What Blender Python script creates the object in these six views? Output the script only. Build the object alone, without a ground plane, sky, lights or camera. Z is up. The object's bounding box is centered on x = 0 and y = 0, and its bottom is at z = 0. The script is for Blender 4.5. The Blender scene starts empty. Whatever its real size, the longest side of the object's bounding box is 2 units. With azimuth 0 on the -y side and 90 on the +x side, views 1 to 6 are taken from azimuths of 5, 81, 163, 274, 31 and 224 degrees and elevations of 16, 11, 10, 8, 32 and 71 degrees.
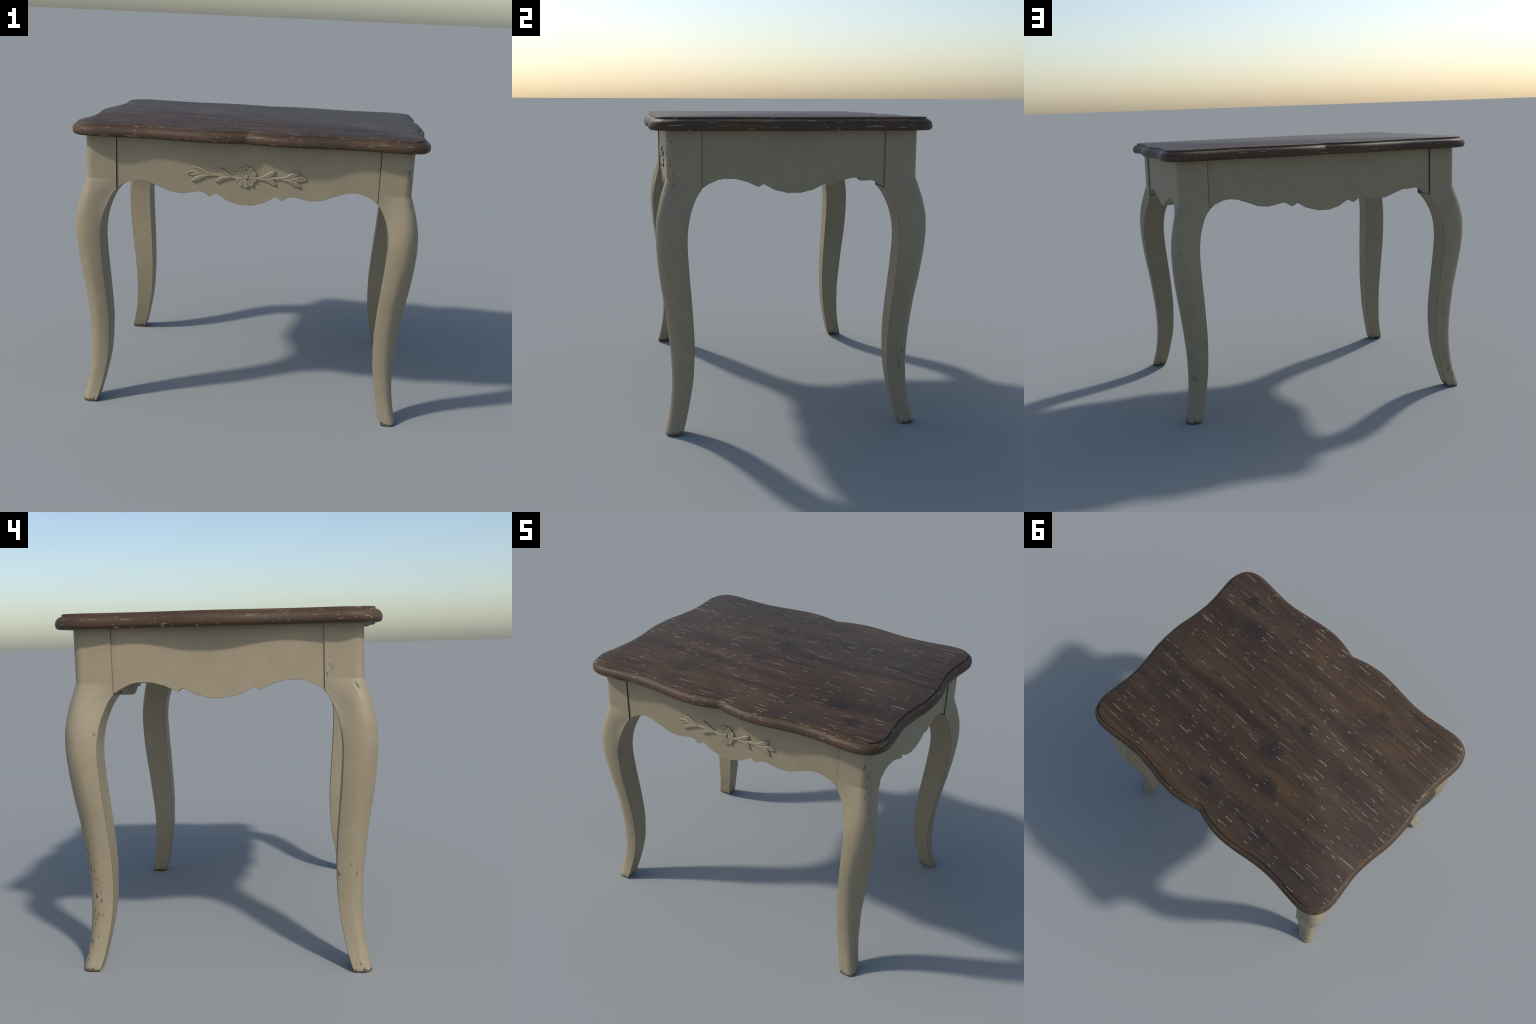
"""Provencal style side table: dark stained scalloped top, cream painted frame
with cabriole legs, scalloped aprons and a carved floral spray on the front."""
import bpy, bmesh, math
import numpy as np
from mathutils import Vector

scene = bpy.context.scene
COL = scene.collection

# ------------------------------------------------------------------ helpers

def catmull(points, per):
    """Centripetal Catmull-Rom through 2D points, `per` samples per span."""
    P = [np.array(p, float) for p in points]
    P = [2 * P[0] - P[1]] + P + [2 * P[-1] - P[-2]]
    out = []
    for k in range(1, len(P) - 2):
        p0, p1, p2, p3 = P[k - 1:k + 3]
        t0 = 0.0
        t1 = t0 + np.linalg.norm(p1 - p0) ** .5
        t2 = t1 + np.linalg.norm(p2 - p1) ** .5
        t3 = t2 + np.linalg.norm(p3 - p2) ** .5
        for j in range(per):
            t = t1 + (t2 - t1) * j / per
            a1 = (t1 - t) / (t1 - t0) * p0 + (t - t0) / (t1 - t0) * p1
            a2 = (t2 - t) / (t2 - t1) * p1 + (t - t1) / (t2 - t1) * p2
            a3 = (t3 - t) / (t3 - t2) * p2 + (t - t2) / (t3 - t2) * p3
            b1 = (t2 - t) / (t2 - t0) * a1 + (t - t0) / (t2 - t0) * a2
            b2 = (t3 - t) / (t3 - t1) * a2 + (t - t1) / (t3 - t1) * a3
            out.append((t2 - t) / (t2 - t1) * b1 + (t - t1) / (t2 - t1) * b2)
    out.append(P[-2])
    return np.array(out)


def offset_loop(loop, d):
    """Move a closed counter-clockwise loop inwards by d (mitred)."""
    a = loop - np.roll(loop, 1, 0)
    b = np.roll(loop, -1, 0) - loop
    na = np.stack([-a[:, 1], a[:, 0]], 1) / np.linalg.norm(a, axis=1)[:, None]
    nb = np.stack([-b[:, 1], b[:, 0]], 1) / np.linalg.norm(b, axis=1)[:, None]
    m = na + nb
    m /= (1 + (na * nb).sum(1))[:, None]
    return loop + m * d


def make_object(name, verts, faces, mats, parent=None, smooth_angle=None,
                mat_index=None):
    me = bpy.data.meshes.new(name)
    me.from_pydata([tuple(v) for v in verts], [], [tuple(f) for f in faces])
    for m in mats:
        me.materials.append(m)
    if mat_index is not None:
        me.polygons.foreach_set("material_index", mat_index)
    if smooth_angle is not None:
        me.polygons.foreach_set("use_smooth", [True] * len(me.polygons))
        me.set_sharp_from_angle(angle=math.radians(smooth_angle))
    me.update()
    ob = bpy.data.objects.new(name, me)
    COL.objects.link(ob)
    ob.parent = parent
    return ob


def fix_normals(ob):
    bm = bmesh.new()
    bm.from_mesh(ob.data)
    bmesh.ops.recalc_face_normals(bm, faces=bm.faces)
    bm.to_mesh(ob.data)
    bm.free()


# ---------------------------------------------------------------- materials

class Graph:
    """Small wrapper for building node trees."""

    def __init__(self, name):
        self.mat = bpy.data.materials.new(name)
        self.mat.use_nodes = True
        self.t = self.mat.node_tree
        self.t.nodes.clear()
        self.out = self.t.nodes.new("ShaderNodeOutputMaterial")
        self.bsdf = self.t.nodes.new("ShaderNodeBsdfPrincipled")
        self.t.links.new(self.bsdf.outputs[0], self.out.inputs[0])
        self.coord = self.t.nodes.new("ShaderNodeTexCoord").outputs["Object"]

    def put(self, sock, val):
        if isinstance(val, bpy.types.NodeSocket):
            self.t.links.new(val, sock)
        elif val is not None:
            sock.default_value = val

    def math(self, op, a, b=None, c=None, clamp=False):
        n = self.t.nodes.new("ShaderNodeMath")
        n.operation = op
        n.use_clamp = clamp
        for k, v in enumerate((a, b, c)):
            self.put(n.inputs[k], v)
        return n.outputs[0]

    def vmath(self, op, a, b=None):
        n = self.t.nodes.new("ShaderNodeVectorMath")
        n.operation = op
        self.put(n.inputs[0], a)
        if b is not None:
            self.put(n.inputs[1], b)
        return n.outputs["Value"] if op in ("LENGTH", "DISTANCE", "DOT_PRODUCT") else n.outputs[0]

    def scaled(self, vec, s):
        return self.vmath("MULTIPLY", vec, s)

    def split(self, vec):
        n = self.t.nodes.new("ShaderNodeSeparateXYZ")
        self.put(n.inputs[0], vec)
        return n.outputs

    def join(self, x, y, z):
        n = self.t.nodes.new("ShaderNodeCombineXYZ")
        for k, v in enumerate((x, y, z)):
            self.put(n.inputs[k], v)
        return n.outputs[0]

    def noise(self, vec, scale=1.0, detail=3.0, rough=.5, distort=0.0):
        n = self.t.nodes.new("ShaderNodeTexNoise")
        self.put(n.inputs["Vector"], vec)
        n.inputs["Scale"].default_value = scale
        n.inputs["Detail"].default_value = detail
        n.inputs["Roughness"].default_value = rough
        n.inputs["Distortion"].default_value = distort
        return n.outputs[0]

    def step(self, v, lo, hi):
        """smooth 0..1 ramp of v from lo to hi (lo may exceed hi)"""
        n = self.t.nodes.new("ShaderNodeMapRange")
        n.interpolation_type = "SMOOTHSTEP"
        self.put(n.inputs["Value"], v)
        a, b, o0, o1 = (lo, hi, 0., 1.) if lo < hi else (hi, lo, 1., 0.)
        n.inputs["From Min"].default_value = a
        n.inputs["From Max"].default_value = b
        n.inputs["To Min"].default_value = o0
        n.inputs["To Max"].default_value = o1
        return n.outputs[0]

    def mix(self, fac, a, b):
        n = self.t.nodes.new("ShaderNodeMix")
        n.data_type = "RGBA"
        self.put(n.inputs[0], fac)
        for k, v in ((6, a), (7, b)):
            self.put(n.inputs[k], v if isinstance(v, bpy.types.NodeSocket) else (*v, 1.0))
        return n.outputs[2]

    def bump(self, height, strength, dist):
        n = self.t.nodes.new("ShaderNodeBump")
        n.inputs["Strength"].default_value = strength
        n.inputs["Distance"].default_value = dist
        self.put(n.inputs["Height"], height)
        self.put(self.bsdf.inputs["Normal"], n.outputs[0])

    def dashes(self, along, v, across, cell, half_len, half_wid, keep):
        """Random short strokes along one axis: one per Voronoi cell, with
        random length; returns a 0..1 mask."""
        p = self.join(self.math("DIVIDE", along, cell[0]),
                      self.math("DIVIDE", v, cell[1]),
                      self.math("DIVIDE", across, cell[2]))
        n = self.t.nodes.new("ShaderNodeTexVoronoi")
        n.voronoi_dimensions = "3D"
        n.inputs["Scale"].default_value = 1.0
        self.put(n.inputs["Vector"], p)
        d = self.scaled(self.vmath("SUBTRACT", p, n.outputs["Position"]), tuple(cell))
        dx, dy, dz = self.split(d)
        r, g, b = self.split(n.outputs["Color"])
        length = self.math("MULTIPLY_ADD", self.math("POWER", g, 2.0),
                           half_len[1] - half_len[0], half_len[0])
        wid = self.math("MULTIPLY_ADD", b, half_wid[1] - half_wid[0], half_wid[0])
        fx = self.math("ABSOLUTE", self.math("DIVIDE", dx, length))
        fy = self.math("ABSOLUTE", self.math("DIVIDE", dy, wid))
        q = self.math("MAXIMUM", fx, fy)
        inside = self.step(q, 1.0, .7)
        return self.math("MULTIPLY", inside, self.math("LESS_THAN", r, keep)), b


PAINT = (.296, .244, .158)
BARE = (.075, .052, .038)


def painted_wood(name, kind):
    """Cream paint with a faint orange-peel, chipped down to brown wood."""
    g = Graph(name)
    x, y, z = g.split(g.coord)
    mott = g.noise(g.coord, 9, 4, .6)
    fine = g.noise(g.scaled(g.coord, (1, 1, .35)), 160, 3, .6)
    f = g.math("MULTIPLY_ADD", fine, .35, g.math("MULTIPLY", mott, .65))
    col = g.mix(g.step(f, .3, .72), tuple(c * .94 for c in PAINT), tuple(c * 1.05 for c in PAINT))
    chips = None
    if kind in ("leg", "apron"):
        # short vertical nicks, in loose groups
        grp = g.noise(g.scaled(g.coord, (1, 1, .6)), 5.5, 2, .5)
        spots = g.noise(g.scaled(g.coord, (1, 1, .34)), 95, 2.5, .55)
        if kind == "leg":
            # the rounded outer corner takes most of the knocks
            off = g.math("ABSOLUTE", g.math("SUBTRACT", g.math("SUBTRACT",
                         g.math("ABSOLUTE", x), g.math("ABSOLUTE", y)), .250))
            edge = g.step(off, .13, .01)
            grp = g.math("MULTIPLY_ADD", edge, .17, g.math("SUBTRACT", grp, .07))
            thr = g.math("MULTIPLY_ADD", g.step(grp, .43, .72), -.205, .812)
        else:
            thr = g.math("MULTIPLY_ADD", g.step(grp, .62, .78), -.10, .815)
        chips = g.step(g.math("SUBTRACT", spots, thr), 0, .03)
    if kind in ("leg", "inside"):
        # scuffed foot: ragged streaks rising from the floor
        rag = g.noise(g.scaled(g.coord, (1, 1, .3)), 75, 3, .6)
        lvl = g.noise(g.coord, 14, 2, .5)
        top = g.math("MULTIPLY_ADD", rag, .085, g.math("MULTIPLY_ADD", lvl, .04, -.047))
        foot = g.step(g.math("SUBTRACT", z, top), .003, -.003)
        chips = foot if chips is None else g.math("MAXIMUM", chips, foot)
    if chips is not None:
        brown = g.mix(g.noise(g.coord, 60, 2), tuple(c * .75 for c in BARE), tuple(c * 1.5 for c in BARE))
        col = g.mix(g.math("MULTIPLY", chips, .88), col, brown)
    g.put(g.bsdf.inputs["Base Color"], col)
    g.bsdf.inputs["Roughness"].default_value = .5
    g.bsdf.inputs["Specular IOR Level"].default_value = .35
    h = fine if chips is None else g.math("MULTIPLY_ADD", chips, -1.2, fine)
    g.bump(h, .25, .0012)
    return g.mat


def bare_wood(name, col):
    g = Graph(name)
    n = g.noise(g.scaled(g.coord, (1, 1, .3)), 90, 3, .6)
    g.put(g.bsdf.inputs["Base Color"], g.mix(n, tuple(c * .7 for c in col), tuple(c * 1.3 for c in col)))
    g.bsdf.inputs["Roughness"].default_value = .6
    return g.mat


# knots seen in the boards: centre x, y, radius, darkness
KNOTS = [(.73, -.55, .050, .8), (.59, -.40, .060, 1.0), (.56, -.01, .028, .6),
         (.34, -.54, .026, .6), (-.06, .13, .065, 1.0), (-.13, -.11, .040, .8),
         (-.20, .31, .055, .8), (.18, .27, .032, .7), (.10, .56, .045, .9),
         (-.39, .60, .060, .8), (-.43, -.51, .035, .7), (-.59, -.64, .032, .6),
         (-.70, .37, .040, .7), (-.86, .23, .036, .6)]


def stained_wood(name, axis, knots):
    """Dark brown stain; grain and pale rub marks run along `axis`."""
    g = Graph(name)
    x, y, z = g.split(g.coord)
    along, across = (x, y) if axis == "x" else (y, x)
    # slow wander of the grain
    wob = g.noise(g.join(g.math("MULTIPLY", along, 1.3), g.math("MULTIPLY", across, 3.0), z), 1, 2)
    acr = g.math("MULTIPLY_ADD", wob, .035, across)
    dark = None
    for kx, ky, kr, kd in knots:
        dx = g.math("DIVIDE", g.math("SUBTRACT", x, kx), 1.5)
        dy = g.math("SUBTRACT", y, ky)
        r2 = g.math("MULTIPLY_ADD", dx, dx, g.math("MULTIPLY", dy, dy))
        fall = g.math("EXPONENT", g.math("MULTIPLY", r2, -1.0 / (kr * kr)))
        wide = g.math("EXPONENT", g.math("MULTIPLY", r2, -.35 / (kr * kr)))
        acr = g.math("MULTIPLY_ADD", g.math("MULTIPLY", wide, dy), -.5, acr)
        d = g.math("MULTIPLY", fall, kd)
        dark = d if dark is None else g.math("MAXIMUM", dark, d)
    gv = lambda a, b, c: g.join(g.math("MULTIPLY", along, a), g.math("MULTIPLY", acr, b), g.math("MULTIPLY", z, c))
    bands = g.noise(gv(.9, 13, 20), 1, 4, .6)
    lines = g.noise(gv(2.2, 110, 110), 1, 3, .6)
    pores = g.noise(gv(14, 420, 420), 1, 2, .5)
    patch = g.noise(gv(2.0, 3.6, 2), 1, 3, .55)
    warm = g.noise(g.join(g.math("MULTIPLY_ADD", along, 1.6, 7.3), g.math("MULTIPLY", acr, 5.0), z), 1, 3, .55)
    c = g.mix(g.step(bands, .36, .66), (.050, .0315, .0215), (.076, .0485, .031))
    c = g.mix(g.math("MULTIPLY", g.step(warm, .50, .74), .7), c, (.098, .060, .029))
    c = g.mix(g.math("MULTIPLY", g.step(patch, .50, .30), .55), c, (.038, .031, .028))
    c = g.mix(g.math("MULTIPLY", g.step(lines, .54, .34), .6), c, (.027, .019, .015))
    c = g.mix(g.math("MULTIPLY", g.step(pores, .62, .80), .25), c, (.095, .064, .046))
    if not knots:
        c = g.mix(.35, c, (.105, .064, .036))
    if dark is not None:
        ringn = g.math("MULTIPLY_ADD", g.noise(g.coord, 30, 3), .9, g.math("MULTIPLY", dark, .75))
        c = g.mix(g.math("MULTIPLY", g.step(ringn, .55, 1.15), .75), c, (.021, .020, .021))
    # pale rub marks, all along the grain: long ones, short ones, specks
    n_hi = g.noise(g.join(g.math("MULTIPLY", along, 90), g.math("MULTIPLY", across, 330), g.math("MULTIPLY", z, 330)), 1, 2, .6)
    grp = g.noise(g.coord, 4, 2)
    wv = g.math("MULTIPLY_ADD", g.noise(g.scaled(g.coord, (25, 25, 25)), 1, 2), .008, across)
    vz = g.math("MULTIPLY_ADD", z, 1.0, .37)
    if axis == "x":
        cz = 1.0 if knots else .05
    else:
        cz = .05
    if knots:
        L1, r1 = g.dashes(along, wv, vz, (.20, .060, cz), (.012, .068), (.0013, .0027), .52)
        L2, r2 = g.dashes(g.math("ADD", along, 3.7), wv, vz, (.095, .040, cz), (.005, .024), (.0011, .0025), .27)
        L3, r3 = g.dashes(g.math("ADD", along, 9.1), wv, vz, (.045, .036, cz), (.0013, .0035), (.0010, .0018), .16)
    else:
        # on the moulding the strokes stack up over its height instead
        wz = g.math("MULTIPLY_ADD", g.noise(g.coord, 25, 2), .006, g.math("MULTIPLY_ADD", g.math("ABSOLUTE", across), -.5, z))
        L1, r1 = g.dashes(along, wz, across, (.17, .030, .6), (.010, .050), (.0011, .0023), .5)
        L2, r2 = g.dashes(g.math("ADD", along, 3.7), wz, across, (.075, .024, .6), (.003, .016), (.0009, .0020), .36)
        L3, r3 = g.dashes(g.math("ADD", along, 9.1), wz, across, (.034, .022, .6), (.0015, .0035), (.0012, .0022), .33)
    L3 = g.math("MULTIPLY", L3, g.step(grp, .42, .56))
    broken = g.step(n_hi, .36, .50)
    m = g.math("MAXIMUM", g.math("MAXIMUM", L1, L2), L3)
    m = g.math("MULTIPLY", m, g.math("MULTIPLY_ADD", broken, .85, .08))
    pale = g.mix(r1, (.34, .29, .23), (.44, .41, .27))
    c = g.mix(g.math("MULTIPLY", m, .76), c, pale)
    g.put(g.bsdf.inputs["Base Color"], c)
    g.put(g.bsdf.inputs["Roughness"], g.math("MULTIPLY_ADD", bands, .14, .43))
    g.bsdf.inputs["Specular IOR Level"].default_value = .2
    h = g.math("MULTIPLY_ADD", m, -.7, g.math("MULTIPLY", lines, .6))
    g.bump(h, .28, .0015)
    return g.mat


M_LEG = painted_wood("cream_paint_chipped", "leg")
M_LEG_IN = painted_wood("cream_paint_leg_inside", "inside")
M_APRON = painted_wood("cream_paint", "apron")
M_CARVE = painted_wood("cream_paint_carving", "carving")
M_GLAZE = bare_wood("brown_glaze_in_carving", (.125, .100, .066))
M_EDGE = bare_wood("worn_edge", (.15, .118, .080))
M_JOINT = bare_wood("dark_joint", (.115, .083, .058))
M_TOP = stained_wood("stained_boards", "x", KNOTS)
M_RIM_X = stained_wood("stained_moulding_lengthwise", "x", [])
M_RIM_Y = stained_wood("stained_moulding_crosswise", "y", [])

# -------------------------------------------------------------------- table

table = bpy.data.objects.new("side_table", None)
COL.objects.link(table)
table["label"] = "cream side table with scalloped dark wooden top, curved legs, floral carving"
table["category"] = "side table"

# ---- top: quarter outline of the moulding, from side centre to front centre
QUARTER = [(1.000, 0), (.9945, .11), (.981, .19), (.972, .26), (.9665, .34), (.969, .40),
           (.976, .47), (.9855, .55), (.9865, .59), (.979, .635), (.958, .684), (.925, .715),
           (.885, .732), (.835, .738), (.78, .735), (.72, .729), (.62, .719), (.52, .7185),
           (.41, .7315), (.31, .746), (.205, .7525), (.14, .746), (.09, .737), (.045, .725), (0, .711)]
# the side swells symmetrically through its centre, the long side has a cusp
q = catmull([(.9945, -.11)] + QUARTER, 6)[6:]
quad = [q, (q * (-1, 1))[::-1], q * (-1, -1), (q * (1, -1))[::-1]]
outline = np.concatenate([c[:-1] for c in quad])
NL = len(outline)

TOP_Z, UNDER_Z = 1.6663, 1.5985


def loft_rings(rings):
    verts, faces = [], []
    for r, zz in rings:
        verts += [(p[0], p[1], zz) for p in r]
    for k in range(len(rings) - 1):
        for j in range(NL):
            a, b = k * NL + j, k * NL + (j + 1) % NL
            faces.append((a, a + NL, b + NL, b))
    faces.append(tuple(range(NL)))
    n = (len(rings) - 1) * NL
    faces.append(tuple(reversed(range(n, n + NL))))
    return verts, faces


slab_rings = [(offset_loop(outline, .0325), TOP_Z), (offset_loop(outline, .0315), TOP_Z - .0004),
              (offset_loop(outline, .0308), TOP_Z - .0013), (offset_loop(outline, .0308), TOP_Z - .016)]
v, f = loft_rings(slab_rings)
mi = []
for k in range(len(slab_rings) - 1):
    for j in range(NL):
        t = outline[(j + 1) % NL] - outline[j]
        mi.append(0 if k < 1 else 2 if abs(t[1]) > abs(t[0]) * 1.2 else 1)
mi += [0, 0]
top_boards = make_object("table_top", v, f, [M_TOP, M_RIM_X, M_RIM_Y], table, 50, mi)

RIM_PROFILE = [(.036, 1.6562), (.0295, 1.6560), (.024, 1.6548), (.0185, 1.6523), (.0125, 1.6482), (.007, 1.6426),
               (.003, 1.6360), (.0008, 1.6290), (0, 1.6220), (.0004, 1.6150), (.0022, 1.6085), (.0060, 1.6030),
               (.0110, 1.6000), (.018, 1.5988), (.030, UNDER_Z), (.05, UNDER_Z)]
rim_rings = [(offset_loop(outline, d), zz) for d, zz in RIM_PROFILE]
v, f = loft_rings(rim_rings)
mi = []
for k in range(len(rim_rings) - 1):
    for j in range(NL):
        t = outline[(j + 1) % NL] - outline[j]
        mi.append(1 if abs(t[1]) > abs(t[0]) * 1.2 else 0)
mi += [0, 0]
moulding = make_object("edge_moulding", v, f, [M_RIM_X, M_RIM_Y], top_boards, 40, mi)
for ob in (top_boards, moulding):
    fix_normals(ob)

# ---- legs: square-section cabriole, rounded outer corner, sharp inner ones
# outer face and inner face positions (as x; the y faces sit .252 further in)
OUTER = [(0, .931), (.012, .931), (.03, .927), (.08, .915), (.145, .9035), (.25, .894), (.36, .8935),
         (.44, .898), (.53, .906), (.64, .919), (.70, .927), (.80, .942), (.88, .952), (.95, .9585),
         (1.06, .9635), (1.15, .9585), (1.20, .9495), (1.26, .9355), (1.31, .920), (1.34, .911)]
INNER = [(0, .849), (.03, .8365), (.13, .811), (.23, .791), (.30, .781), (.375, .776), (.45, .7735), (.50, .773),
         (.62, .7785), (.74, .787), (.875, .7975), (1.0, .8045), (1.05, .8045), (1.10, .801),
         (1.15, .793), (1.19, .783), (1.25, .760), (1.28, .743), (1.300, .727)]
# share of the section taken by the rounded corner, and where the faces end, fallen
# back from their crown, at the sharp edges
CORNER = [(0, .46), (.05, .46), (.30, .49), (.50, .56), (.70, .61), (.90, .58), (1.08, .50), (1.20, .38), (1.30, .29), (1.362, .26), (1.65, .26)]
EDGE = [(0, .9295), (.012, .9295), (.10, .908), (.20, .892), (.35, .885), (.44, .888), (.53, .8965), (.64, .910), (.70, .918),
        (.80, .932), (.90, .942), (1.00, .947), (1.05, .9465), (1.10, .942), (1.15, .935), (1.20, .925), (1.25, .9135), (1.28, .9075), (1.30, .905)]
POWER = [(0, 2.0), (.3, 1.95), (.5, 1.75), (.75, 1.66), (.9, 1.75), (1.1, 2.0), (1.30, 2.1), (1.65, 2.0)]


def profile(points, z):
    c = catmull([(b, a) for a, b in points], 12)
    return np.interp(z, c[:, 1], c[:, 0])


KNEE = 1.352
SHIFT = .250          # difference between the x and y half-spans of the frame
zs = np.unique(np.concatenate([
    [0, .0015, .004], np.linspace(.008, 1.296, 190), [1.300],
    np.linspace(1.3025, 1.372, 32), [1.40, 1.45, 1.5, 1.55, 1.6005]]))
zo = profile(OUTER, np.minimum(zs, 1.34))
soft = np.clip((zs - 1.338) / .018, 0, 1)
zo = zo * (1 - soft) + .905 * soft
zo = np.where(zs >= 1.356, .905, zo)
zi = np.where(zs < 1.300, profile(INNER, np.minimum(zs, 1.3)), .7265)
zr = np.interp(zs, *zip(*CORNER))
ze = np.minimum(np.where(zs < 1.30, profile(EDGE, np.minimum(zs, 1.30)), .905), zo)
zp = np.interp(zs, *zip(*POWER))
FACE_N, ARC_N, CH = 20, 16, .0019


def leg_section(o, i, e, share, power, flat):
    """Points of one section in quadrant coordinates, plus a tag per edge
    (0 painted, 1 worn edge, 2 hidden joint side)."""
    w = o - i
    r, c = share * w, o - share * w
    def crown(s):                                   # face profile
        u = (c - s) / (c - i)
        return o - (o - e) * (u * u * (1 - flat) + u * u * (3 - 2 * u) * flat)
    pts, tag = [], []
    def run(a, b, n, t):
        for k in range(n):
            pts.append((a[0] + (b[0] - a[0]) * k / n, a[1] + (b[1] - a[1]) * k / n))
            tag.append(t)
    for k in range(FACE_N):
        s = i + CH + (c - i - CH) * k / FACE_N
        pts.append((crown(s), s))
        tag.append(0)
    for k in range(ARC_N):
        a = math.pi / 2 * k / ARC_N
        pts.append((c + r * math.cos(a) ** (2 / power), c + r * math.sin(a) ** (2 / power)))
        tag.append(0)
    for k in range(FACE_N):
        s = c + (i + CH - c) * k / FACE_N
        pts.append((s, crown(s)))
        tag.append(0)
    run((i + CH, e), (i, e - CH), 1, 1)
    run((i, e - CH), (i, i + CH), 8, 2)
    run((i, i + CH), (i + CH, i), 1, 1)
    run((i + CH, i), (e - CH, i), 8, 2)
    run((e - CH, i), (e, i + CH), 1, 1)
    return pts, tag


def build_leg(sx, sy):
    verts, faces, mi = [], [], []
    n = None
    for k, zz in enumerate(zs):
        o, i = zo[k], zi[k]
        s = 0.0
        if zz < .004:
            s = .0022 * (1 - zz / .004)
        pts, tag = leg_section(o - s, i + s, ze[k] - s, zr[k], zp[k],
                               float(np.clip((zz - 1.10) / .12, 0, 1)))
        n = len(pts)
        for px, py in pts:
            x, y, z = px, py - SHIFT, zz
            if sy < 0 and px > .89:
                # old knock on the knee of both front legs
                a, b = y - .619, z - 1.321
                la = (a * .50 - b * .866)
                lb = (a * .866 + b * .50)
                dent = math.exp(-(la / .017) ** 2 - (lb / .0048) ** 2)
                lip = math.exp(-(la / .022) ** 2 - (lb / .013) ** 2)
                x += -.0095 * dent + .0025 * lip
            verts.append((sx * x, sy * y, z))
    for k in range(len(zs) - 1):
        for j in range(n):
            a, b = k * n + j, k * n + (j + 1) % n
            faces.append((a, b, b + n, a + n))
            if tag[j] == 2 and zs[k] > 1.299:
                mi.append(2)
            elif tag[j] == 2:
                mi.append(3)
            elif tag[j] == 1:
                mi.append(1)
            else:
                mi.append(0)
    faces.append(tuple(reversed(range(n))))
    mi.append(1)
    m = (len(zs) - 1) * n
    faces.append(tuple(range(m, m + n)))
    mi.append(2)
    ob = make_object("leg", verts, faces, [M_LEG, M_EDGE, M_JOINT, M_LEG_IN], table, 35, mi)
    fix_normals(ob)
    return ob


for sx, sy in ((1, -1), (-1, -1), (1, 1), (-1, 1)):
    build_leg(sx, sy)

# ---- aprons: straight boards with a sawn scalloped lower edge
FRONT_EDGE = [(.690, 1.3315), (.643, 1.352), (.602, 1.359), (.554, 1.354), (.488, 1.331), (.4235, 1.3055),
              (.364, 1.298), (.302, 1.3075), (.266, 1.316), (.232, 1.310), (.2025, 1.289), (.166, 1.311),
              (.104, 1.272), (.037, 1.253)]
SIDE_EDGE = [(.441, 1.3285), (.396, 1.349), (.365, 1.355), (.302, 1.3535), (.245, 1.338), (.184, 1.311),
             (.161, 1.327), (.1015, 1.295), (.035, 1.279)]
GAP = .0022


def build_apron(edge, end, outer, inner, along_x, sign):
    half = [(end - GAP, 1.3035)] + edge
    prof = half + [(-a, b) for a, b in reversed(half)]
    prof += [(-(end - GAP), 1.6005), (end - GAP, 1.6005)]
    n = len(prof)
    verts = []
    for d in (outer, inner):
        for a, b in prof:
            verts.append((a, sign * d, b) if along_x else (sign * d, a, b))
    faces = [tuple(range(n)), tuple(reversed(range(n, 2 * n)))]
    for j in range(n):
        faces.append((j, j + n, (j + 1) % n + n, (j + 1) % n))
    ob = make_object("apron", verts, faces, [M_APRON, M_EDGE, M_JOINT], table)
    bm = bmesh.new()
    bm.from_mesh(ob.data)
    bmesh.ops.recalc_face_normals(bm, faces=bm.faces)
    bm.edges.ensure_lookup_table()
    ax = 1 if along_x else 0
    ends = []
    for e in bm.edges:
        c0, c1 = e.verts[0].co, e.verts[1].co
        if abs(c0[ax] - c1[ax]) < 1e-6 and min(c0.z, c1.z) < 1.59 and abs(abs(c0[ax]) - outer) < 1e-6:
            ends.append(e)
    for fc in bm.faces:
        if abs(fc.normal[1 - ax]) > .99 and abs(fc.calc_center_median()[1 - ax]) > end - .02:
            fc.material_index = 2
    bmesh.ops.bevel(bm, geom=ends, offset=.0012, segments=1, affect="EDGES", material=1)
    bm.to_mesh(ob.data)
    bm.free()
    # dark recess at the bottom of both joints
    for s in (1, -1):
        w0, w1 = s * (end - GAP - .004), s * (end + .004)
        d0, d1 = sign * (outer - .004), sign * (inner + .004)
        vv = []
        for zz in (1.306, 1.5995):
            for a, d in ((w0, d0), (w1, d0), (w1, d1), (w0, d1)):
                vv.append((a, d, zz) if along_x else (d, a, zz))
        ff = [(0, 1, 2, 3), (7, 6, 5, 4), (0, 4, 5, 1), (1, 5, 6, 2), (2, 6, 7, 3), (3, 7, 4, 0)]
        j = make_object("joint_strip", vv, ff, [M_JOINT], ob)
        fix_normals(j)
    return ob


build_apron(FRONT_EDGE, .7265, .6480, .5840, True, -1)
build_apron(FRONT_EDGE, .7265, .6440, .5820, True, 1)
build_apron(SIDE_EDGE, .4830, .8970, .8340, False, 1)
build_apron(SIDE_EDGE, .4830, .8970, .8340, False, -1)

# ---- carved floral spray on the front apron
CZ, CY = 1.4125, -.6480     # flower centre height, apron face


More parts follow.
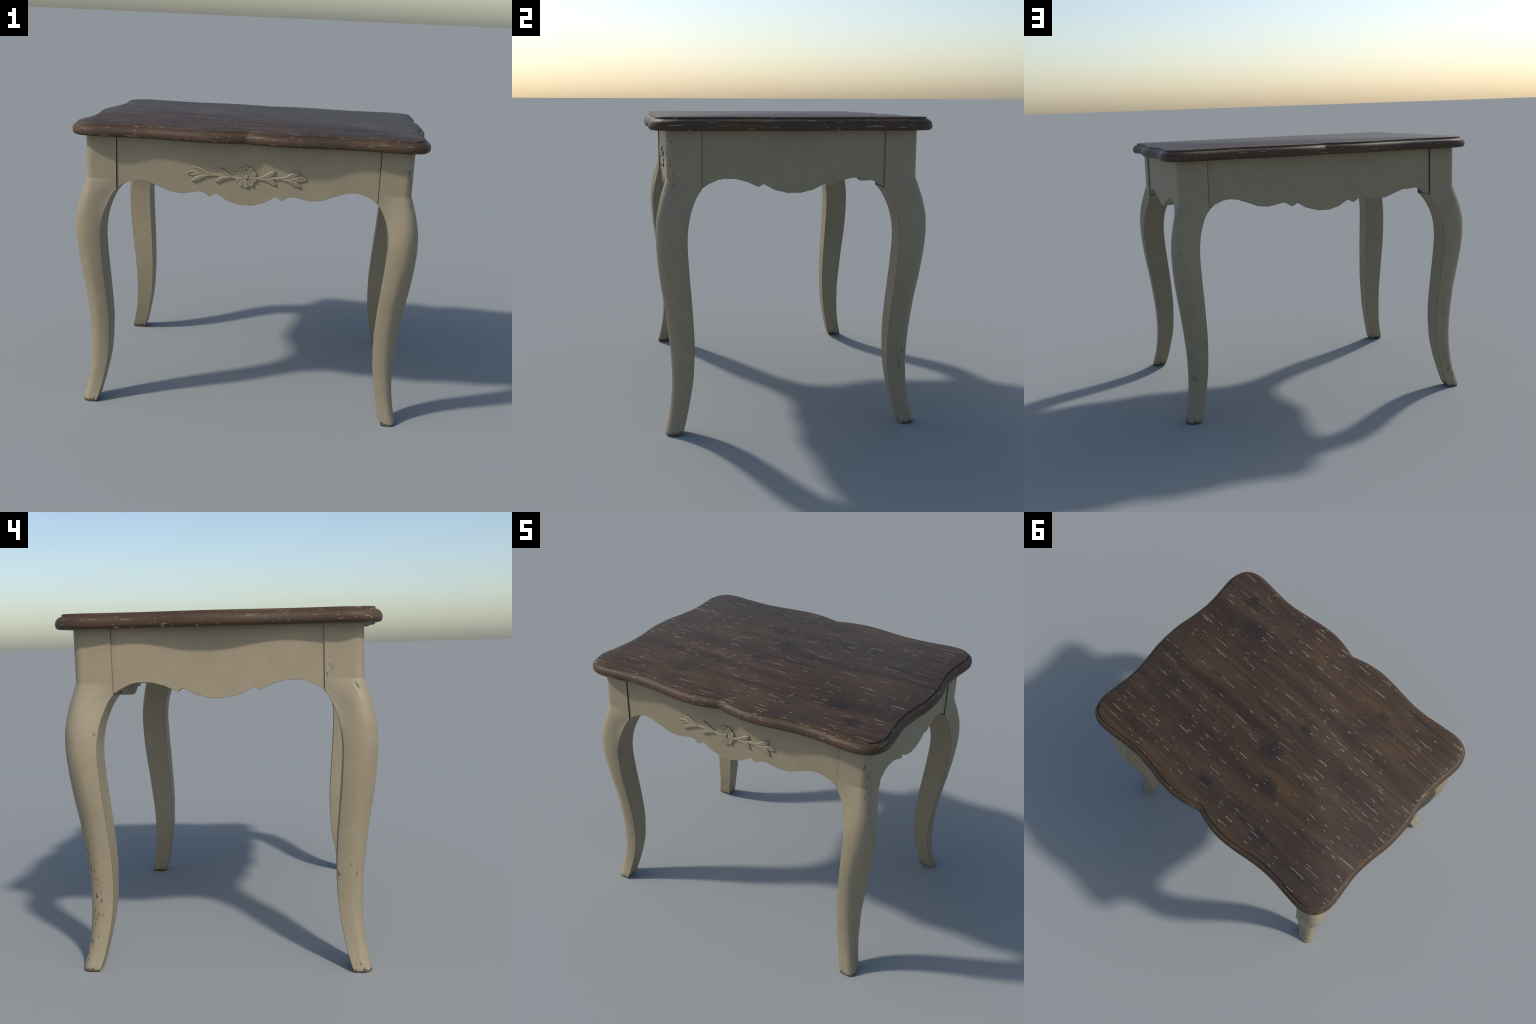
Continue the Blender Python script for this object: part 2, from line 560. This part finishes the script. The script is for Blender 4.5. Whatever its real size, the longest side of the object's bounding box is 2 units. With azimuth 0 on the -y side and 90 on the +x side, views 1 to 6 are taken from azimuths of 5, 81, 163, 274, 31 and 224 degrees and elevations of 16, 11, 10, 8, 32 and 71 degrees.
def relief(name, spine, half_width, height, parent, groove=0.0, groove_span=(.25, .85), n=36, m=18,
           groove_w=.13, ridge=.45, root=1.0):
    """Raised leaf-like form: `spine` is a polyline in the apron plane (u, v),
    half_width(t) its outline, height the relief."""
    P = catmull(spine, 12)
    seg = np.r_[0, np.cumsum(np.linalg.norm(np.diff(P, axis=0), axis=1))]
    t = (1 - np.cos(np.linspace(0, math.pi, n))) / 2
    t = .5 * t + .5 * np.linspace(0, 1, n)
    px = np.interp(t * seg[-1], seg, P[:, 0])
    pv = np.interp(t * seg[-1], seg, P[:, 1])
    tx, tv = np.gradient(px), np.gradient(pv)
    L = np.hypot(tx, tv)
    nx, nv = -tv / L, tx / L
    verts, faces = [], []
    lin = np.linspace(-1, 1, m + 1)
    s_list = .35 * np.sin(lin * math.pi / 2) + .65 * lin
    for k in range(n):
        w = max(half_width(t[k]), 1e-4)
        for s in s_list:
            dome = (1 - abs(s) ** 2.8) ** ridge
            body = min(1.0, w / .006) ** .7
            h = height * dome * body * min(1.0, root + (1 - root) * t[k] / .3)
            if groove:
                a, b = groove_span
                g = max(0.0, min(1.0, (t[k] - a) / .12, (b - t[k]) / .12))
                h -= groove * g * math.exp(-(s / groove_w) ** 2) * body
            u = px[k] + nx[k] * w * s
            vv = pv[k] + nv[k] * w * s
            verts.append((u, CY - h + .0015, CZ + vv))
    q = m + 1
    mi = []
    for k in range(n - 1):
        for j in range(m):
            a = k * q + j
            faces.append((a, a + 1, a + q + 1, a + q))
            sm, tm = (s_list[j] + s_list[j + 1]) / 2, (t[k] + t[k + 1]) / 2
            deep = groove and abs(sm) < groove_w * .7 and groove_span[0] + .05 < tm < groove_span[1] - .05
            mi.append(1 if deep or abs(sm) > .94 else 0)
    # skirt down into the board so the piece is solid
    base = len(verts)
    rim = [j for j in range(q)] + [k * q + m for k in range(1, n)] + \
          [(n - 1) * q + j for j in range(m - 1, -1, -1)] + [k * q for k in range(n - 2, 0, -1)]
    for i in rim:
        x, y, z = verts[i]
        verts.append((x, CY + .004, z))
    for k in range(len(rim)):
        a, b = rim[k], rim[(k + 1) % len(rim)]
        faces.append((a, base + k, base + (k + 1) % len(rim), b))
    faces.append(tuple(range(base, base + len(rim))))
    mi += [1] * (len(rim) + 1)
    ob = make_object(name, verts, faces, [M_CARVE, M_GLAZE], parent, 60, mi)
    fix_normals(ob)
    return ob


def stem_width(t):
    return .0095 + .0020 * (1 - t)


stem_pts = [(.045, -.0058), (.09, -.004), (.14, .0000), (.19, .0020), (.23, .0028), (.262, .0034)]
stem = relief("floral_carving", stem_pts, stem_width, .0095, table)
stem_l = relief("stem", [(-a, b) for a, b in stem_pts], stem_width, .0095, stem)


def leaf_width(wmax, peak=.66):
    def w(t):
        if t < peak:
            k = t / peak
            return .0030 + (wmax - .0030) * (k * k * (3 - 2 * k))
        k = (t - peak) / (1 - peak)
        return wmax * max(0.0, 1 - k ** 1.9) + .0004
    return w


LEAVES = [
    ([(.066, .000), (.100, .0075), (.128, .0195), (.148, .0320), (.161, .0430)], .0165),
    ([(.072, -.010), (.108, -.0090), (.136, -.0180), (.157, -.0300), (.170, -.0395)], .0150),
    ([(.175, .005), (.215, .0095), (.250, .0215), (.277, .0335), (.296, .0440)], .0175),
    ([(.185, -.004), (.225, -.0055), (.257, -.0165), (.286, -.0310), (.306, -.0425)], .0160),
]
for sgn in (1, -1):
    for pts, w in LEAVES:
        relief("leaf", [(sgn * a, b) for a, b in pts], leaf_width(w), .0118, stem,
               groove=.0026, groove_span=(.38, .93), groove_w=.07, m=40)


def bud_width(t):
    if t < .28:
        return .003 + (.0095 - .003) * t / .28
    k = (t - .28) / .72
    return .0095 + .0100 * math.sin(min(1.0, k * 1.05) * math.pi) ** .8 * (1 - .25 * k) - .0092 * k ** 3


def bead_width(t):
    return .0048 * math.sin(math.pi * min(.999, max(.001, t))) ** .7


for sgn in (1, -1):
    relief("bud", [(sgn * a, b) for a, b in ((.235, .003), (.265, .0035), (.300, .0045), (.336, .0045))],
                 bud_width, .0110, stem, groove=.0050, groove_span=(.46, .86), groove_w=.36, m=26)
    relief("bead", [(sgn * a, b) for a, b in ((.283, .0025), (.298, .0030), (.313, .0030))],
           bead_width, .0100, stem, n=20, m=10)


def petal_width(t):
    r = t
    k = min(1.0, r / .72)
    w = .0045 + (.0195 - .0045) * k ** 1.1
    if r > .72:
        e = (r - .72) / .28
        w = .0195 * math.sqrt(max(0.0, 1 - e ** 2.3)) + .0003
    return w


for k in range(10):
    a = math.radians(90 + 36 * k)
    ca, sa = math.cos(a), math.sin(a)
    bend = .0022
    sp = [(ca * r - sa * bend * math.sin((r - .006) / .054 * math.pi), sa * r + ca * bend * math.sin((r - .006) / .054 * math.pi))
          for r in (.006, .024, .042, .0600)]
    relief("petal", sp, petal_width, .0112 + .0005 * (k % 2), stem, groove=.0026,
           groove_span=(.34, .80), groove_w=.065, m=40, ridge=.38, root=.55)

# domed flower centre
v, f = [], []
R, NA = .0128, 28
prof = [(R, .004), (R, -.0095), (R * .97, -.0118), (R * .86, -.0137), (R * .6, -.0148), (R * .3, -.0152)]
for r, d in prof:
    for k in range(NA):
        a = 2 * math.pi * k / NA
        v.append((r * math.cos(a), CY + d, CZ + r * math.sin(a)))
for i in range(len(prof) - 1):
    for k in range(NA):
        a, b = i * NA + k, i * NA + (k + 1) % NA
        f.append((a, b, b + NA, a + NA))
v.append((0, CY - .0153, CZ))
last = (len(prof) - 1) * NA
for k in range(NA):
    f.append((last + k, last + (k + 1) % NA, len(v) - 1))
f.append(tuple(range(NA)))
centre = make_object("flower_centre", v, f, [M_CARVE], stem, 50)
fix_normals(centre)
